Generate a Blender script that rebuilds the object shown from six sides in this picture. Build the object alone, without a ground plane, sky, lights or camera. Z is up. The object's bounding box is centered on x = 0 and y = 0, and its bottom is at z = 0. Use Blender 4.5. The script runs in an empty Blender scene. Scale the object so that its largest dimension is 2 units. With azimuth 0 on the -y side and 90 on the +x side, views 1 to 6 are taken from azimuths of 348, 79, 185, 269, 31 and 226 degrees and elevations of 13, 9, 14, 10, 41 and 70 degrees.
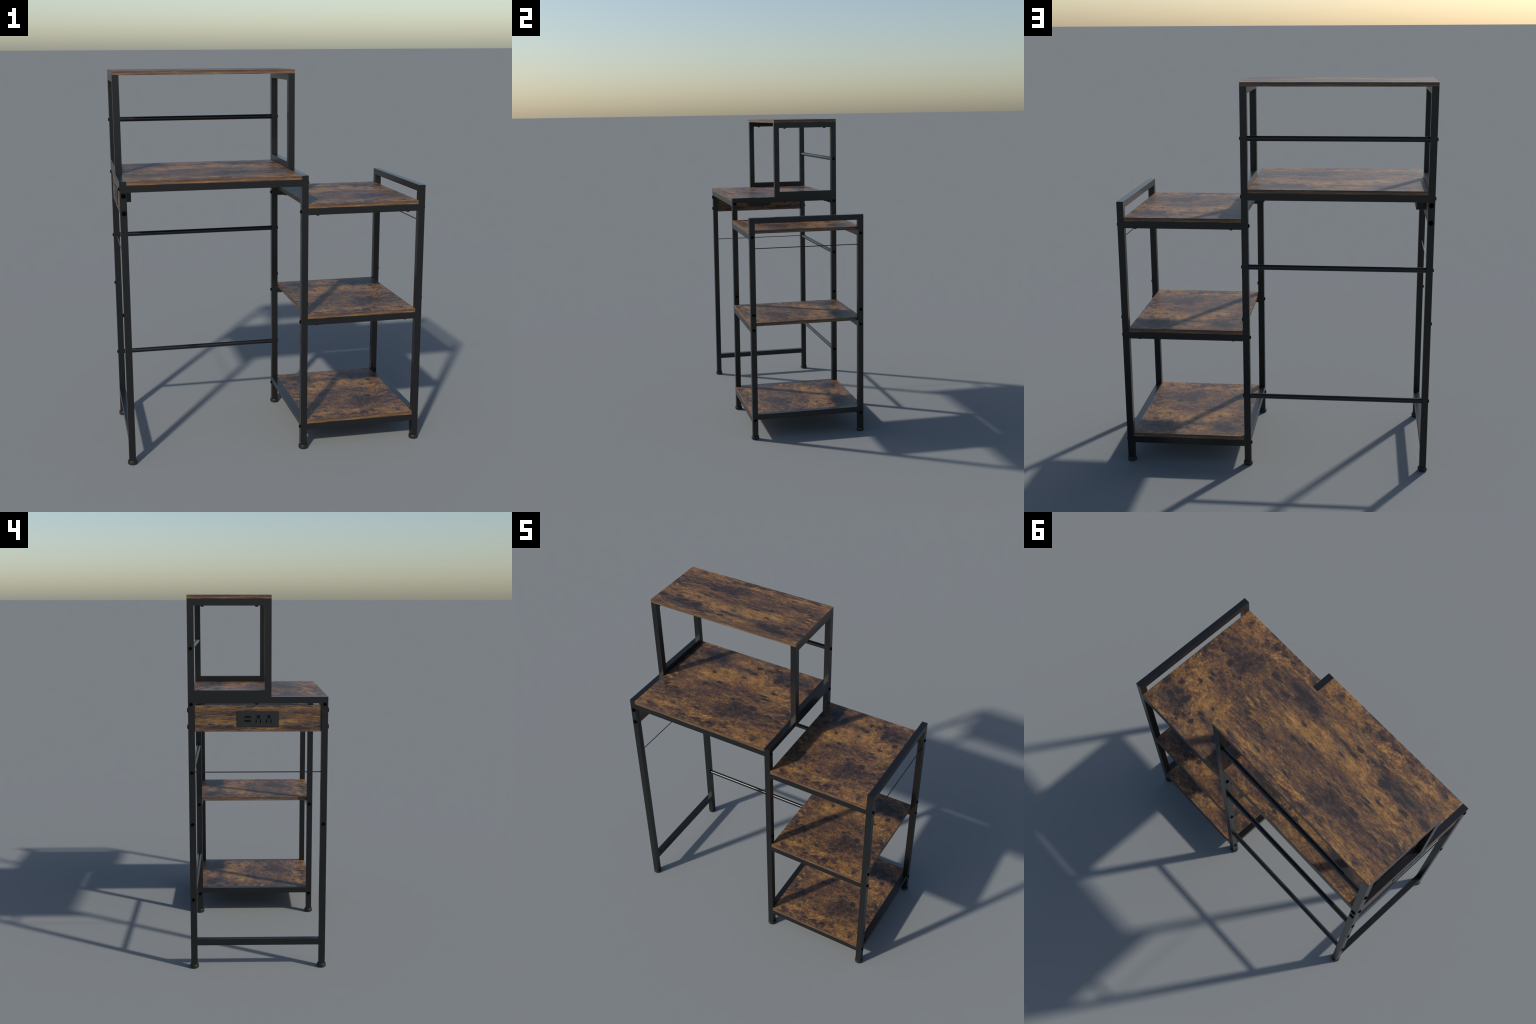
"""Rustic home-office desk with a hutch shelf on the left and a three-tier
shelf tower on the right: black square steel tube, round back rods, laminated
brown boards, and an apron board with a small power outlet."""
import bpy, bmesh, math
from mathutils import Vector, Matrix

# ------------------------------------------------------------------ sizes (m)
T = 0.0343                       # square tube
B = 0.0207                       # board thickness
BEV = 0.001                      # rounding of the tube edges
XL0, XL1 = -0.7900, -0.7900 + T  # left frame
XM1 = 0.1610
XM0 = XM1 - T                    # middle frame
XR1 = 0.7900
XR0 = XR1 - T                    # right frame
YF, YB = -0.3640, 0.3640         # outer front and back faces
YFI, YBI = YF + T, YB - T
YH = -0.0685                     # front of the hutch
Z_LEG = 0.0172                   # underside of the tubes
Z_DESK = 1.4797
Z_TOP = 2.0
Z_HUTCH = Z_TOP - B
Z_HANDLE = 1.4107
SHELVES = (1.3307, 0.7455, 0.1618)

# ------------------------------------------------------------------ materials


class Nodes:
    """Small helper around a node tree."""

    def __init__(self, tree):
        self.tree, self.new, self.link = tree, tree.nodes.new, tree.links.new

    def put(self, socket, value):
        if isinstance(value, bpy.types.NodeSocket):
            self.link(value, socket)
        elif value is not None:
            socket.default_value = value

    def math(self, op, a, b=None, c=None, clamp=False):
        n = self.new("ShaderNodeMath")
        n.operation, n.use_clamp = op, clamp
        for i, v in enumerate((a, b, c)):
            self.put(n.inputs[i], v)
        return n.outputs[0]

    def vec(self, op, a, b=None):
        n = self.new("ShaderNodeVectorMath")
        n.operation = op
        self.put(n.inputs[0], a)
        self.put(n.inputs[1], b)
        return n.outputs["Value" if op in ("LENGTH", "DOT_PRODUCT") else "Vector"]

    def noise(self, vector, scale, detail=5.0, rough=0.6, distortion=0.0, colour=False):
        n = self.new("ShaderNodeTexNoise")
        n.noise_dimensions = "3D"
        self.put(n.inputs["Vector"], vector)
        self.put(n.inputs["Scale"], scale)
        self.put(n.inputs["Detail"], detail)
        self.put(n.inputs["Roughness"], rough)
        self.put(n.inputs["Distortion"], distortion)
        return n.outputs["Color" if colour else 0]

    def smooth(self, value, lo, hi, to_lo=0.0, to_hi=1.0):
        n = self.new("ShaderNodeMapRange")
        n.interpolation_type = "SMOOTHSTEP"
        for name, v in (("Value", value), ("From Min", lo), ("From Max", hi), ("To Min", to_lo), ("To Max", to_hi)):
            self.put(n.inputs[name], v)
        return n.outputs[0]

    def mix(self, factor, a, b, blend="MIX"):
        n = self.new("ShaderNodeMix")
        n.data_type, n.blend_type = "RGBA", blend
        self.put(n.inputs[0], factor)
        self.put(n.inputs[6], a)
        self.put(n.inputs[7], b)
        return n.outputs[2]

    def ramp(self, value, stops):
        n = self.new("ShaderNodeValToRGB")
        e = n.color_ramp.elements
        while len(e) < len(stops):
            e.new(0.5)
        for s, (p, c) in zip(e, stops):
            s.position, s.color = p, (*c, 1)
        self.put(n.inputs[0], value)
        return n.outputs[0]


def new_material(name):
    m = bpy.data.materials.new(name)
    m.use_nodes = True
    n = Nodes(m.node_tree)
    return m, n, m.node_tree.nodes["Principled BSDF"]


def plain_material(name, colour, rough, grain=0.15, spec=0.5, metallic=0.0, mottle=60.0):
    m, n, b = new_material(name)
    tc = n.new("ShaderNodeTexCoord").outputs["Object"]
    f = n.noise(tc, mottle, 4.0)
    dark = tuple(c * (1 - grain) for c in colour) + (1,)
    light = tuple(c * (1 + grain) for c in colour) + (1,)
    n.put(b.inputs["Base Color"], n.mix(f, dark, light))
    n.put(b.inputs["Roughness"], n.math("MULTIPLY_ADD", f, 0.02, rough - 0.01))
    b.inputs["Specular IOR Level"].default_value = spec
    b.inputs["Metallic"].default_value = metallic
    return m


# Rustic laminate.  Stains of the print, in board coordinates (u along the
# grain, v across): centre, half sizes, strength.
KNOTS_AND_BLOTS = [
    (.541, .880, .028, .028, 1.0), (.526, .793, .050, .026, 1.0), (.478, .815, .045, .016, .8),
    (.624, .886, .036, .016, 1.0), (.600, .852, .020, .014, .8), (.728, .803, .042, .052, 1.0),
    (.770, .850, .036, .020, .8), (.768, .630, .028, .018, 1.0), (.752, .531, .052, .018, 1.0),
    (.722, .560, .044, .012, .9), (.550, .414, .028, .018, .9), (.611, .430, .028, .013, .9),
    (.728, .387, .040, .032, .9), (.398, .174, .040, .020, .9), (.096, .058, .028, .020, .8),
    (.888, .049, .030, .026, .8), (.386, .553, .032, .016, 1.0), (.436, .541, .022, .011, .8),
    (.298, .488, .030, .017, .8), (.276, .664, .028, .024, .8), (.501, .706, .024, .017, .8),
    (.392, .662, .020, .011, .7), (.065, .335, .026, .020, .9), (.871, .732, .030, .028, 1.0),
    (.116, .737, .036, .028, .8), (.691, .712, .020, .014, .7), (.063, .456, .030, .016, .8),
    (.857, .348, .045, .014, .8), (.933, .324, .030, .020, .8), (.816, .790, .060, .034, .9),
    (.971, .794, .046, .056, .9), (.022, .812, .046, .050, .9), (.150, .870, .070, .034, .8),
    (.140, .326, .050, .013, .8), (.359, .054, .017, .014, .9), (.668, .070, .028, .016, .7),
    (.380, .020, .026, .018, .5), (.640, .945, .026, .020, .7), (.262, .850, .036, .036, .8),
    (.895, .433, .034, .008, .7), (.955, .455, .014, .028, .7), (.231, .143, .034, .014, .7),
    (.850, .850, .060, .024, .8), (.210, .905, .060, .022, .7), (.330, .120, .020, .026, .5),
    (.560, .330, .050, .012, .6), (.640, .500, .016, .020, .5), (.170, .640, .022, .012, .6),
]
DARK_CLOUDS = [
    (.840, .880, .150, .085, .28), (.150, .880, .150, .075, .28), (.600, .360, .170, .085, .14),
    (.720, .320, .130, .090, .17), (.150, .270, .110, .080, .16), (.464, .042, .055, .022, .30),
    (.563, .062, .046, .020, .28), (.360, .480, .130, .050, .18), (.880, .280, .120, .060, .16),
    (.560, .240, .130, .080, .16), (.240, .790, .090, .060, .20), (.030, .660, .060, .080, .14),
    (.700, .480, .150, .050, .12), (.110, .050, .050, .030, .16), (.885, .090, .040, .024, .20),
    (.330, .030, .032, .022, .20), (.320, .360, .120, .060, .10), (.490, .600, .050, .110, .08),
]
LIGHT_CLOUDS = [
    (.478, .112, .085, .014, .30), (.520, .088, .055, .010, .26), (.280, .615, .100, .045, .22),
    (.540, .730, .140, .060, .18), (.962, .507, .026, .026, .40), (.030, .512, .028, .030, .40),
    (.040, .415, .040, .026, .26), (.915, .405, .050, .022, .24), (.200, .100, .090, .026, .22),
    (.600, .930, .100, .024, .22), (.440, .640, .110, .040, .14), (.790, .680, .080, .050, .14),
    (.640, .640, .100, .060, .12), (.240, .030, .080, .022, .18), (.760, .090, .110, .036, .20),
    (.880, .580, .070, .040, .14), (.430, .870, .070, .040, .16), (.590, .845, .040, .050, .14),
    (.860, .020, .100, .014, .16), (.350, .740, .110, .050, .14), (.700, .200, .060, .016, .12),
    (.620, .030, .040, .016, .20), (.400, .075, .040, .014, .20), (.960, .100, .040, .060, .10),
]


def stain_group():
    g = bpy.data.node_groups.new("stain", "ShaderNodeTree")
    for name, kind in (("Place", "NodeSocketVector"), ("Centre", "NodeSocketVector"), ("Stretch", "NodeSocketVector"),
                       ("Outer", "NodeSocketFloat"), ("Inner", "NodeSocketFloat"), ("Strength", "NodeSocketFloat")):
        g.interface.new_socket(name, in_out="INPUT", socket_type=kind)
    g.interface.new_socket("Mask", in_out="OUTPUT", socket_type="NodeSocketFloat")
    n = Nodes(g)
    i, o = n.new("NodeGroupInput").outputs, n.new("NodeGroupOutput")
    d = n.vec("LENGTH", n.vec("MULTIPLY", n.vec("SUBTRACT", i["Place"], i["Centre"]), i["Stretch"]))
    n.link(n.smooth(d, i["Outer"], i["Inner"], 0.0, i["Strength"]), o.inputs[0])
    return g


def wood_material():
    m, n, bsdf = new_material("rustic_brown_laminate")
    group = stain_group()
    tc = n.new("ShaderNodeTexCoord")
    gen = n.new("ShaderNodeSeparateXYZ")
    n.link(tc.outputs["Generated"], gen.inputs[0])
    gx, gy, gz = gen.outputs
    # faces of the board use u,v; its narrow edges use a thin strip of the print
    nrm = n.new("ShaderNodeSeparateXYZ")
    n.link(tc.outputs["Normal"], nrm.inputs[0])
    on_face = n.math("GREATER_THAN", n.math("ABSOLUTE", nrm.outputs[2]), 0.7)
    on_end = n.math("GREATER_THAN", n.math("ABSOLUTE", nrm.outputs[0]), 0.7)
    strip = n.math("MULTIPLY_ADD", gz, 0.28, 0.02)

    def pick(f, a, b):
        return n.math("MULTIPLY_ADD", f, n.math("SUBTRACT", a, b), b)

    u = pick(on_end, gy, gx)
    u = n.math("MULTIPLY", u, pick(on_face, 1.0, 0.42))
    v = pick(on_face, gy, strip)
    cmb = n.new("ShaderNodeCombineXYZ")
    n.link(u, cmb.inputs[0])
    n.link(v, cmb.inputs[1])
    uv = cmb.outputs[0]

    def scaled(sx, sy, seed):
        a = n.new("ShaderNodeMapping")
        n.link(uv, a.inputs["Vector"])
        a.inputs["Scale"].default_value = (sx, sy, 1)
        a.inputs["Location"].default_value = (seed, seed * 1.7, seed * 0.37)
        return a.outputs[0]

    def warped(scale, amount, seed):
        c = n.noise(scaled(scale, scale * 1.5, seed), 1.0, 4.0, 0.65, colour=True)
        off = n.vec("MULTIPLY", n.vec("SUBTRACT", c, (0.5, 0.5, 0.5)), (amount * 1.3, amount, 0))
        return n.vec("ADD", uv, off)

    crisp, loose = warped(26.0, 0.050, 3.1), warped(11.0, 0.15, 7.7)
    gentle = warped(6.0, 0.085, 11.9)

    def stains(place, rows, outer, inner, join):
        total = None
        for cu, cv, ru, rv, s in rows:
            k = n.new("ShaderNodeGroup")
            k.node_tree = group
            n.link(place, k.inputs["Place"])
            k.inputs["Centre"].default_value = (cu, cv, 0)
            k.inputs["Stretch"].default_value = (1 / ru, 1 / rv, 0)
            k.inputs["Outer"].default_value = outer
            k.inputs["Inner"].default_value = inner
            k.inputs["Strength"].default_value = s
            total = k.outputs[0] if total is None else n.math(join, total, k.outputs[0])
        return total

    reach = stains(crisp, KNOTS_AND_BLOTS, 1.7, 0.0, "MAXIMUM")
    dark = stains(loose, DARK_CLOUDS, 1.5, 0.1, "ADD")
    light = stains(loose, LIGHT_CLOUDS, 1.5, 0.1, "ADD")

    # mottling of the print at four scales, longer along the grain
    centre = lambda f, a: n.math("MULTIPLY", n.math("SUBTRACT", f, 0.5), a)
    broad = n.noise(scaled(5.5, 8.0, 1.3), 1.0, 6.0, 0.62, 0.4)
    middle = n.noise(scaled(18.0, 25.0, 5.9), 1.0, 5.0, 0.65, 0.5)
    grain = n.noise(scaled(48.0, 150.0, 2.2), 1.0, 4.0, 0.6)
    speck = n.noise(scaled(120.0, 160.0, 9.4), 1.0, 3.0, 0.7)
    fine = n.noise(scaled(56.0, 72.0, 15.3), 1.0, 5.0, 0.7, 0.6)
    value = n.math("ADD", centre(broad, 0.72), centre(middle, 0.85))
    value = n.math("ADD", value, centre(grain, 0.45))
    value = n.math("ADD", value, centre(fine, 0.95))
    value = n.math("ADD", value, centre(speck, 0.50))
    value = n.math("ADD", value, n.math("MULTIPLY", n.math("SUBTRACT", light, dark), 1.0))
    value = n.math("ADD", value, pick(on_face, 0.535, 0.51))
    # short brush-like strokes along the grain, dark and light
    stroke = n.noise(scaled(22.0, 60.0, 27.0), 1.0, 4.0, 0.6, 0.5)
    value = n.math("SUBTRACT", value, n.smooth(stroke, 0.56, 0.68, 0.0, 0.15))
    value = n.math("ADD", value, n.smooth(stroke, 0.43, 0.33, 0.0, 0.09))
    # jagged scuffs: thin dark lines where a noise field crosses its mean
    line = n.noise(scaled(7.0, 17.0, 17.1), 1.0, 7.0, 0.62, 0.3)
    line = n.smooth(n.math("ABSOLUTE", n.math("SUBTRACT", line, 0.5)), 0.035, 0.0)
    line = n.math("MULTIPLY", line, n.smooth(n.noise(scaled(3.0, 5.0, 4.4), 1.0, 3.0), 0.44, 0.60))
    value = n.math("SUBTRACT", value, n.math("MULTIPLY", line, 0.26))

    rough_edge = n.math("ADD", reach, n.math("ADD", centre(fine, 1.7), centre(middle, 1.5)))
    rough_edge = n.math("ADD", rough_edge, centre(grain, 0.8))
    blots = n.smooth(rough_edge, 0.32, 0.74)

    # growth rings round the knot and round a wide faint swirl
    def rings(cu, cv, su, sv, reach, count, depth):
        d = n.vec("LENGTH", n.vec("MULTIPLY", n.vec("SUBTRACT", gentle, (cu, cv, 0)), (1 / su, 1 / sv, 0)))
        w = n.math("SINE", n.math("MULTIPLY", d, count))
        w = n.math("MULTIPLY", w, n.smooth(middle, 0.40, 0.56, 0.2, 1.0))
        return n.math("MULTIPLY", n.math("MULTIPLY", w, n.smooth(d, reach, 0.2)), depth)

    value = n.math("ADD", value, rings(.575, .868, .060, .055, 1.3, 24.0, 0.26))
    value = n.math("ADD", value, rings(.385, .330, .100, .060, 1.1, 44.0, 0.12))

    colour = n.ramp(value, [
        (0.06, (.017, .014, .013)), (0.27, (.044, .027, .023)), (0.43, (.090, .049, .032)),
        (0.59, (.166, .082, .033)), (0.75, (.295, .148, .043)), (1.00, (.410, .225, .078))])
    # dull olive-grey and purplish patches
    hue = n.noise(scaled(6.0, 9.0, 12.5), 1.0, 3.0)
    colour = n.mix(n.smooth(hue, 0.54, 0.72, 0.0, 0.35), colour, (.135, .100, .058, 1))
    colour = n.mix(n.smooth(hue, 0.46, 0.30, 0.0, 0.30), colour, (.090, .050, .040, 1))
    # small flecks, then the knots and blots
    fleck = n.noise(scaled(34.0, 62.0, 21.0), 1.0, 3.0, 0.6)
    colour = n.mix(n.smooth(fleck, 0.62, 0.72, 0.0, 0.65), colour, (.035, .027, .026, 1))
    # hairline cracks that run in from both ends
    crackle = n.new("ShaderNodeTexVoronoi")
    crackle.feature = "DISTANCE_TO_EDGE"
    n.link(n.vec("MULTIPLY", crisp, (13.0, 34.0, 1.0)), crackle.inputs["Vector"])
    crackle.inputs["Scale"].default_value = 1.0
    near_end = n.smooth(n.math("ABSOLUTE", n.math("SUBTRACT", u, 0.5)), 0.36, 0.46)
    band = n.smooth(n.math("ABSOLUTE", n.math("SUBTRACT", v, 0.43)), 0.15, 0.06)
    thin = n.smooth(crackle.outputs["Distance"], 0.11, 0.02)
    colour = n.mix(n.math("MULTIPLY", thin, n.math("MULTIPLY", near_end, band)), colour, (.035, .025, .022, 1))
    colour = n.mix(n.math("MULTIPLY", blots, 0.94), colour, (.017, .016, .018, 1))
    n.put(bsdf.inputs["Base Color"], colour)
    bsdf.inputs["Specular IOR Level"].default_value = 0.46
    n.put(bsdf.inputs["Roughness"], n.math("MULTIPLY_ADD", middle, 0.08, 0.44))
    bump = n.new("ShaderNodeBump")
    bump.inputs["Strength"].default_value = 0.04
    bump.inputs["Distance"].default_value = 0.001
    n.link(grain, bump.inputs["Height"])
    n.link(bump.outputs[0], bsdf.inputs["Normal"])
    return m


STEEL = plain_material("black_powder_coated_steel", (.0070, .0073, .0076), 0.295, 0.05)
ROD = plain_material("glossy_black_steel", (.006, .006, .007), 0.30, 0.02)
BOLT = plain_material("matt_black_bolt", (.0014, .0014, .0014), 0.60, 0.1, spec=0.03)
RUBBER = plain_material("black_plastic_foot", (.0095, .0095, .0095), 0.48, 0.1)
PLASTIC = plain_material("charcoal_plastic", (.013, .0135, .014), 0.40, 0.05)
CAVITY = plain_material("dark_socket", (.004, .004, .004), 0.60, 0.1, spec=0.2)
WOOD = wood_material()

# ------------------------------------------------------------------ building
ROOT = bpy.data.objects.new("storage_desk", None)
bpy.context.scene.collection.objects.link(ROOT)
ROOT["label"] = "black steel frame desk with rustic brown shelves and hutch"
ROOT["category"] = "computer desk"
MESHES = {}


def add(name, mesh, place, parent=ROOT, rot=None, stuff=False):
    """Link a mesh object; `place` and `rot` are in world space."""
    o = bpy.data.objects.new(name, mesh)
    bpy.context.scene.collection.objects.link(o)
    world = Matrix.Translation(place) @ (rot.to_4x4() if rot else Matrix())
    o.parent = parent
    o.matrix_basis = (WORLD.get(parent.name, Matrix())).inverted() @ world
    WORLD[o.name] = world
    return o


WORLD = {}


def from_bmesh(name, bm, material, smooth_angle=None):
    me = bpy.data.meshes.new(name)
    bmesh.ops.recalc_face_normals(bm, faces=bm.faces)
    bm.to_mesh(me)
    bm.free()
    me.materials.append(material)
    if smooth_angle is not None:
        me.polygons.foreach_set("use_smooth", [True] * len(me.polygons))
        me.set_sharp_from_angle(angle=math.radians(smooth_angle))
    return me


def box_mesh(name, size, material, bevel=0.0, along=None, segments=2):
    """A box centred on its origin; `along` (0..2): only the edges that run
    along that axis are rounded, so that tube ends stay square."""
    key = (name, tuple(round(s, 5) for s in size), material.name)
    if key in MESHES:
        return MESHES[key]
    bm = bmesh.new()
    bmesh.ops.create_cube(bm, size=1.0)
    for vtx in bm.verts:
        vtx.co = Vector(c * s for c, s in zip(vtx.co, size))
    if bevel:
        edges = [e for e in bm.edges if along is None or abs((e.verts[1].co - e.verts[0].co)[along]) > 1e-6]
        bmesh.ops.bevel(bm, geom=edges, offset=bevel, segments=segments, profile=0.5, affect="EDGES")
    MESHES[key] = from_bmesh(name, bm, material)
    return MESHES[key]


def box(name, x, y, z, material, bevel=0.0, along=None, parent=ROOT):
    size = (x[1] - x[0], y[1] - y[0], z[1] - z[0])
    mid = Vector(((x[0] + x[1]) / 2, (y[0] + y[1]) / 2, (z[0] + z[1]) / 2))
    return add(name, box_mesh(name, size, material, bevel, along), mid, parent)


def lathe_mesh(name, profile, material, steps=32, angle=35):
    """Turn (radius, height) pairs about z."""
    if name in MESHES:
        return MESHES[name]
    bm = bmesh.new()
    loops = []
    for r, h in profile:
        if r == 0:
            loops.append([bm.verts.new((0, 0, h))])
        else:
            loops.append([bm.verts.new((r * math.cos(2 * math.pi * k / steps), r * math.sin(2 * math.pi * k / steps), h)) for k in range(steps)])
    for a, b in zip(loops, loops[1:]):
        for k in range(steps):
            j = (k + 1) % steps
            ring = [a[k % len(a)], a[j % len(a)], b[j % len(b)], b[k % len(b)]]
            bm.faces.new(list(dict.fromkeys(ring)))
    MESHES[name] = from_bmesh(name, bm, material, angle)
    return MESHES[name]


AXIS = {"+x": Matrix.Rotation(math.pi / 2, 3, "Y"), "-x": Matrix.Rotation(-math.pi / 2, 3, "Y"),
        "+y": Matrix.Rotation(-math.pi / 2, 3, "X"), "-y": Matrix.Rotation(math.pi / 2, 3, "X"),
        "-z": Matrix.Rotation(math.pi, 3, "X"), "+z": Matrix.Identity(3)}

# ---- posts and their levelling feet
FOOT = lathe_mesh("levelling_foot", [(0, 0), (.0208, 0), (.0232, .0010), (.0246, .0032), (.0248, .0056), (.0248, .0112), (.0243, .0132),
                                     (.0232, .0138), (.0231, .0146), (.0238, .0152), (.0236, .0176), (.0222, .0198), (.0195, .0206), (0, .0206)], RUBBER, 40)
XC = {"L": (XL0, XL1), "M": (XM0, XM1), "R": (XR0, XR1)}
for side, front_top, back_top in (("L", Z_DESK, Z_HUTCH), ("M", Z_DESK, Z_HUTCH), ("R", Z_HANDLE, Z_HANDLE)):
    for y, top in (((YF, YFI), front_top), ((YBI, YB), back_top)):
        p = box("post", XC[side], y, (Z_LEG, top), STEEL, BEV, 2)
        add("levelling_foot", FOOT, Vector((sum(XC[side]) / 2, sum(y) / 2, 0)), p)

# ---- side frames: beams between the posts (they run BEV into the rounded edges)
inner = (YFI - BEV, YBI + BEV)
for side in ("L", "M"):
    box("side_beam", XC[side], inner, (Z_DESK - T, Z_DESK), STEEL, 0.0002, 1)
    box("hutch_post", XC[side], (YH, YH + T), (Z_DESK, Z_HUTCH), STEEL, BEV, 2)
    hutch = (YH + T - BEV, YBI + BEV)
    box("hutch_beam", XC[side], hutch, (Z_DESK, Z_DESK + T), STEEL, 0.0002, 1)
    box("hutch_beam", XC[side], hutch, (Z_HUTCH - T, Z_HUTCH), STEEL, BEV, 1)
box("handle_bar", XC["R"], inner, (Z_HANDLE - T, Z_HANDLE), STEEL, BEV, 1)
box("foot_rail", XC["L"], inner, (.1290, .1290 + T), STEEL, BEV, 1)
for side in ("M", "R"):
    box("foot_rail", XC[side], inner, (SHELVES[2] - T, SHELVES[2]), STEEL, BEV, 1)

# ---- boards with the bars that carry them
def board(name, x, y, z, rot=None, extra=Vector((0, 0, 0))):
    return add(name, box_mesh(name, (x[1] - x[0], y[1] - y[0], B), WOOD, 0.0013, None),
               Vector(((x[0] + x[1]) / 2, (y[0] + y[1]) / 2, z - B / 2)), ROOT, rot)


def bars(x, z):
    for y in ((YF, YFI), (YBI, YB)):
        box("shelf_bar", (x[0] - BEV, x[1] + BEV), y, (z - B - T, z - B), STEEL, BEV, 0)


board("desk_board", (XL1, XM0), (YF, YB), Z_DESK)
bars((XL1, XM0), Z_DESK)
for z in SHELVES:
    board("shelf_board", (XM1, XR0), (YF, YB), z)
    bars((XM1, XR0), z)
board("hutch_board", (XL0, XM1), (YH, YB), Z_TOP, Matrix.Rotation(math.pi, 3, "Z"))

# ---- round rods behind the knees and thin tie wires
ROD_R, ROD_Y, ROD_Z = 0.0130, 0.3468, (1.7292, 1.0812, 0.3870)
rod_len = XM0 - XL1
rod_mesh = lathe_mesh("back_rod", [(0, 0), (ROD_R, 0), (ROD_R, rod_len), (0, rod_len)], ROD, 40, 50)
for z in ROD_Z:
    add("back_rod", rod_mesh, Vector((XL1, ROD_Y, z)), rot=AXIS["+x"])
wire_len = YBI - YFI
wire_mesh = lathe_mesh("tie_wire", [(0, 0), (.0027, 0), (.0027, wire_len), (0, wire_len)], ROD, 16, 50)
for side, z in (("L", 1.0820), ("R", 1.2195)):
    add("tie_wire", wire_mesh, Vector((sum(XC[side]) / 2, YFI, z)), rot=AXIS["+y"])

# ---- bolts
def bolt_profile(r, h, socket):
    return [(r, -.001), (r, h * .62), (r * .95, h * .84), (r * .80, h * .97), (r * .62, h), (socket, h), (socket * .92, h * .35), (0, h * .35)]


BOLT_M = lathe_mesh("bolt_head", bolt_profile(.0088, .0055, .0040), BOLT, 24)
BIG_M = lathe_mesh("apron_bolt", bolt_profile(.0124, .0052, .0050), BOLT, 28)
SCREW_M = lathe_mesh("board_screw", [(.0080, -.001), (.0080, .0045), (.0072, .0055), (0, .0055)], BOLT, 20)
HOLE_M = lathe_mesh("pin_hole", [(.0034, -.001), (.0034, .0003), (0, .0003)], CAVITY, 16)
YC = (-0.3468, 0.3468)


def bolt(x, y, z, way, mesh=BOLT_M):
    add(mesh.name.split(".")[0], mesh, Vector((x, y, z)), rot=AXIS[way])


for z in ROD_Z:                                   # rod ends, on the outer faces
    bolt(XL0, ROD_Y, z, "-x")
    bolt(XM1, ROD_Y, z, "+x")
for y in YC:
    for z in (1.4416, 0.8028):                    # desk beam and leg splice
        bolt(XL0, y, z, "-x")
        bolt(XM1, y, z, "+x")
    bolt(XR1, y, 0.8032, "+x")
    for z in (1.2926, 0.7076, 0.1235):            # shelf bars of the tower
        bolt(XR1, y, z, "+x")
        bolt(XM0, y, z, "-x")
    bolt(XL0, y, 0.8560, "-x", HOLE_M)
for z in (1.4098, 1.3232):                        # apron, front and back
    bolt(-.7716, YF, z, "-y", BIG_M)
    bolt(-.7716, YB, z, "+y", BIG_M)
for z in SHELVES:                                 # screws from below into the boards
    for x in (.2145, .7030):
        for y in YC:
            bolt(x, y, z - B - T, "-z", SCREW_M)
for x in (sum(XC["L"]) / 2, sum(XC["M"]) / 2):
    for y in (.0078, .2858):
        bolt(x, y, Z_HUTCH - T, "-z", SCREW_M)
        bolt(x, y, Z_DESK - T, "-z", SCREW_M)

# ---- apron board with the power outlet
AX0, AX1 = -.7840, -.7840 + B
AZ0, AZ1 = 1.2980, 1.4366
turn = Matrix(((0, 0, -1), (1, 0, 0), (0, -1, 0)))          # grain along y, face to -x
apron_mesh = box_mesh("apron_board", (YBI - YFI, AZ1 - AZ0, B), WOOD, 0.0013)
APRON = add("apron_board", apron_mesh, Vector(((AX0 + AX1) / 2, 0, (AZ0 + AZ1) / 2)), ROOT, turn)

PX = AX0 - .0042
PY0, PY1, PZ0, PZ1 = -.1080, .1085, 1.3245, 1.4060
plate = box("outlet_plate", (PX, AX0), (PY0, PY1), (PZ0, PZ1), PLASTIC, 0.0012, None, APRON)


def cutter(shape):
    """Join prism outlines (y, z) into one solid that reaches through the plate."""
    bm = bmesh.new()
    for outline in shape:
        a = [bm.verts.new((PX - .002, y, z)) for y, z in outline]
        b = [bm.verts.new((PX + .0034, y, z)) for y, z in outline]
        bm.faces.new(a)
        bm.faces.new(b[::-1])
        for k in range(len(a)):
            j = (k + 1) % len(a)
            bm.faces.new((a[k], b[k], b[j], a[j]))
    bmesh.ops.recalc_face_normals(bm, faces=bm.faces)
    return bm


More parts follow.
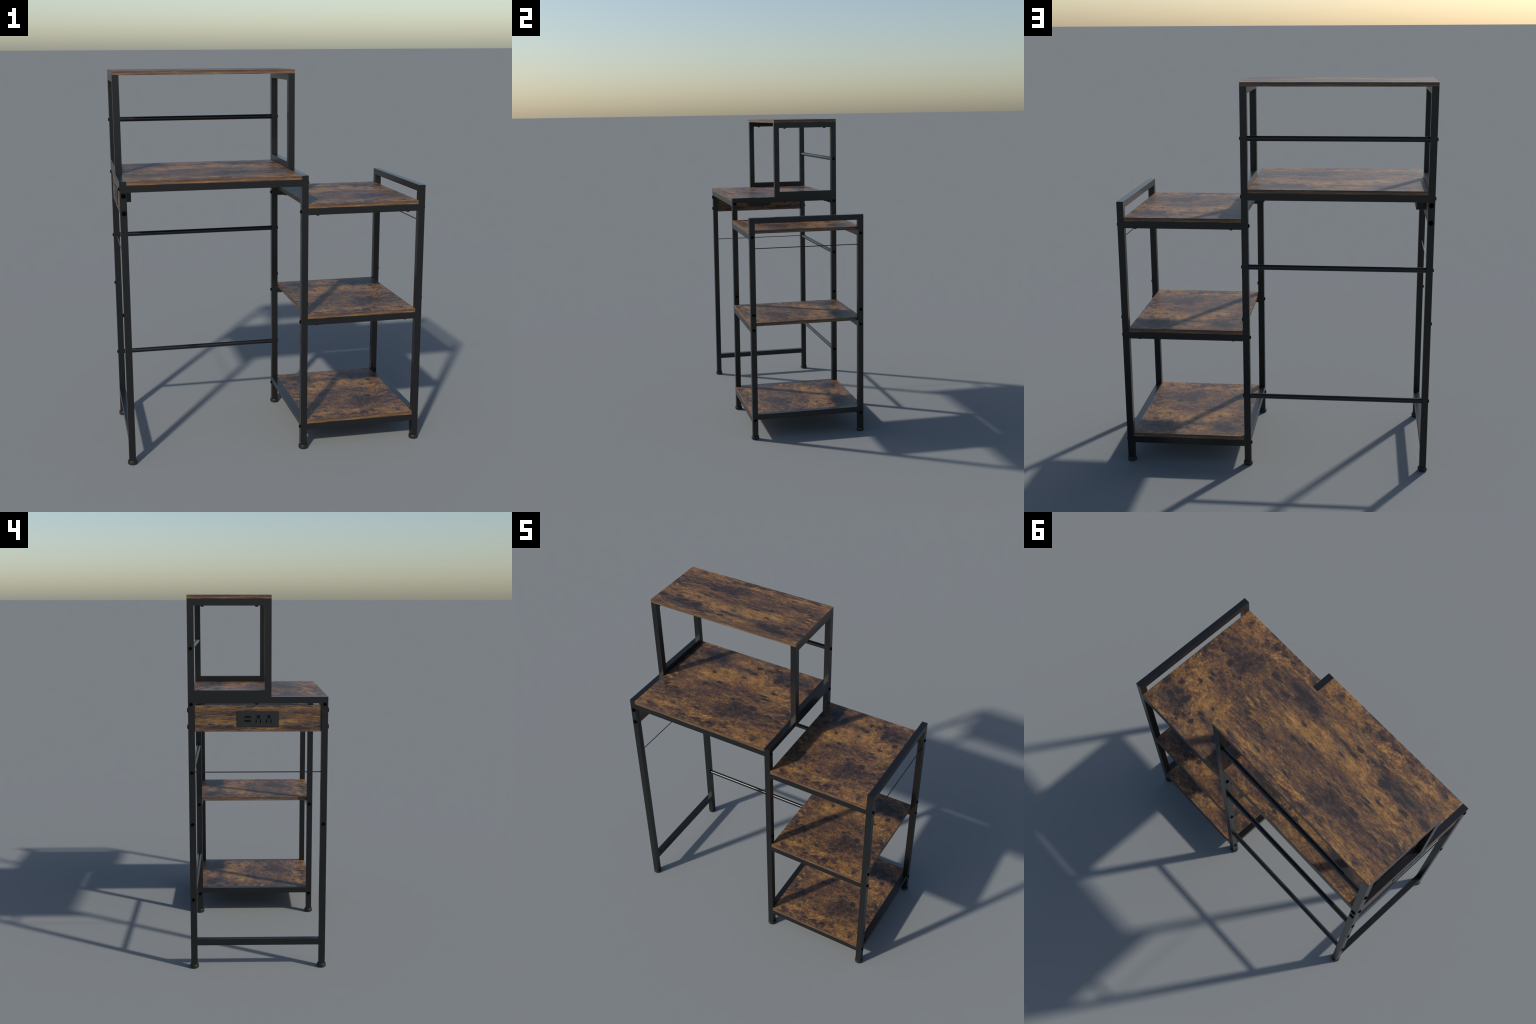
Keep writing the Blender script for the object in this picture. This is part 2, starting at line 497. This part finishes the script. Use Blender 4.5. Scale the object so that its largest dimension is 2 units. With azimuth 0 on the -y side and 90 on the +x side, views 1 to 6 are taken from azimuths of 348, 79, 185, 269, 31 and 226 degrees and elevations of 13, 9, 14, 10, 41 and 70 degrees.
def rect(y0, y1, z0, z1):
    return [(y0, z0), (y1, z0), (y1, z1), (y0, z1)]


def ground_hole(y, z, w=.0082, up=.0088, down=.0102):
    arc = [(y + w * math.cos(t), z - down * math.sin(t) * .98) for t in [math.pi * k / 12 for k in range(13)]]
    return arc + [(y - w, z + up), (y + w, z + up)]


openings = [rect(.0382, .0712, 1.3694, 1.3816), rect(.0392, .0722, 1.3480, 1.3602)]
for cy in (-.0002, -.0548):
    openings += [ground_hole(cy - .0002, 1.3754), rect(cy + .0082, cy + .0138, 1.3444, 1.3630), rect(cy - .0142, cy - .0086, 1.3444, 1.3630)]
cut_me = bpy.data.meshes.new("cutter")
cut_bm = cutter(openings)
cut_bm.to_mesh(cut_me)
cut_bm.free()
cut_me.transform(WORLD[plate.name].inverted())
cut = bpy.data.objects.new("cutter", cut_me)
bpy.context.scene.collection.objects.link(cut)
cut.matrix_world = WORLD[plate.name]
bpy.context.view_layer.update()
mod = plate.modifiers.new("openings", "BOOLEAN")
mod.operation, mod.object, mod.solver = "DIFFERENCE", cut, "EXACT"
cut_me.materials.append(CAVITY)
plate.data.materials.append(CAVITY)
dg = bpy.context.evaluated_depsgraph_get()
done = bpy.data.meshes.new_from_object(plate.evaluated_get(dg))
plate.modifiers.clear()
plate.data = done
done.name = "outlet_plate"
for face in done.polygons:                         # the walls and floors of the openings are dark
    c = WORLD[plate.name] @ face.center
    if PX + .0004 < c.x < AX0 - .0002 and PY0 + .01 < c.y < PY1 - .01 and PZ0 + .01 < c.z < PZ1 - .01:
        face.material_index = 1
bpy.data.objects.remove(cut)
for y in (.0993, -.1000):                          # fixing screws of the plate
    add("plate_screw", lathe_mesh("plate_screw", [(.0026, -.001), (.0026, .0003), (.0018, .0006), (0, .0002)],
                                  plain_material("brown_screw", (.030, .020, .015), .5), 16), Vector((PX, y, 1.3652)), APRON, AXIS["-x"])
box("outlet_box", (AX1 - .0005, -.7148), (-.0835, .0810), (1.3338, 1.3960), PLASTIC, 0.0012, None, APRON)
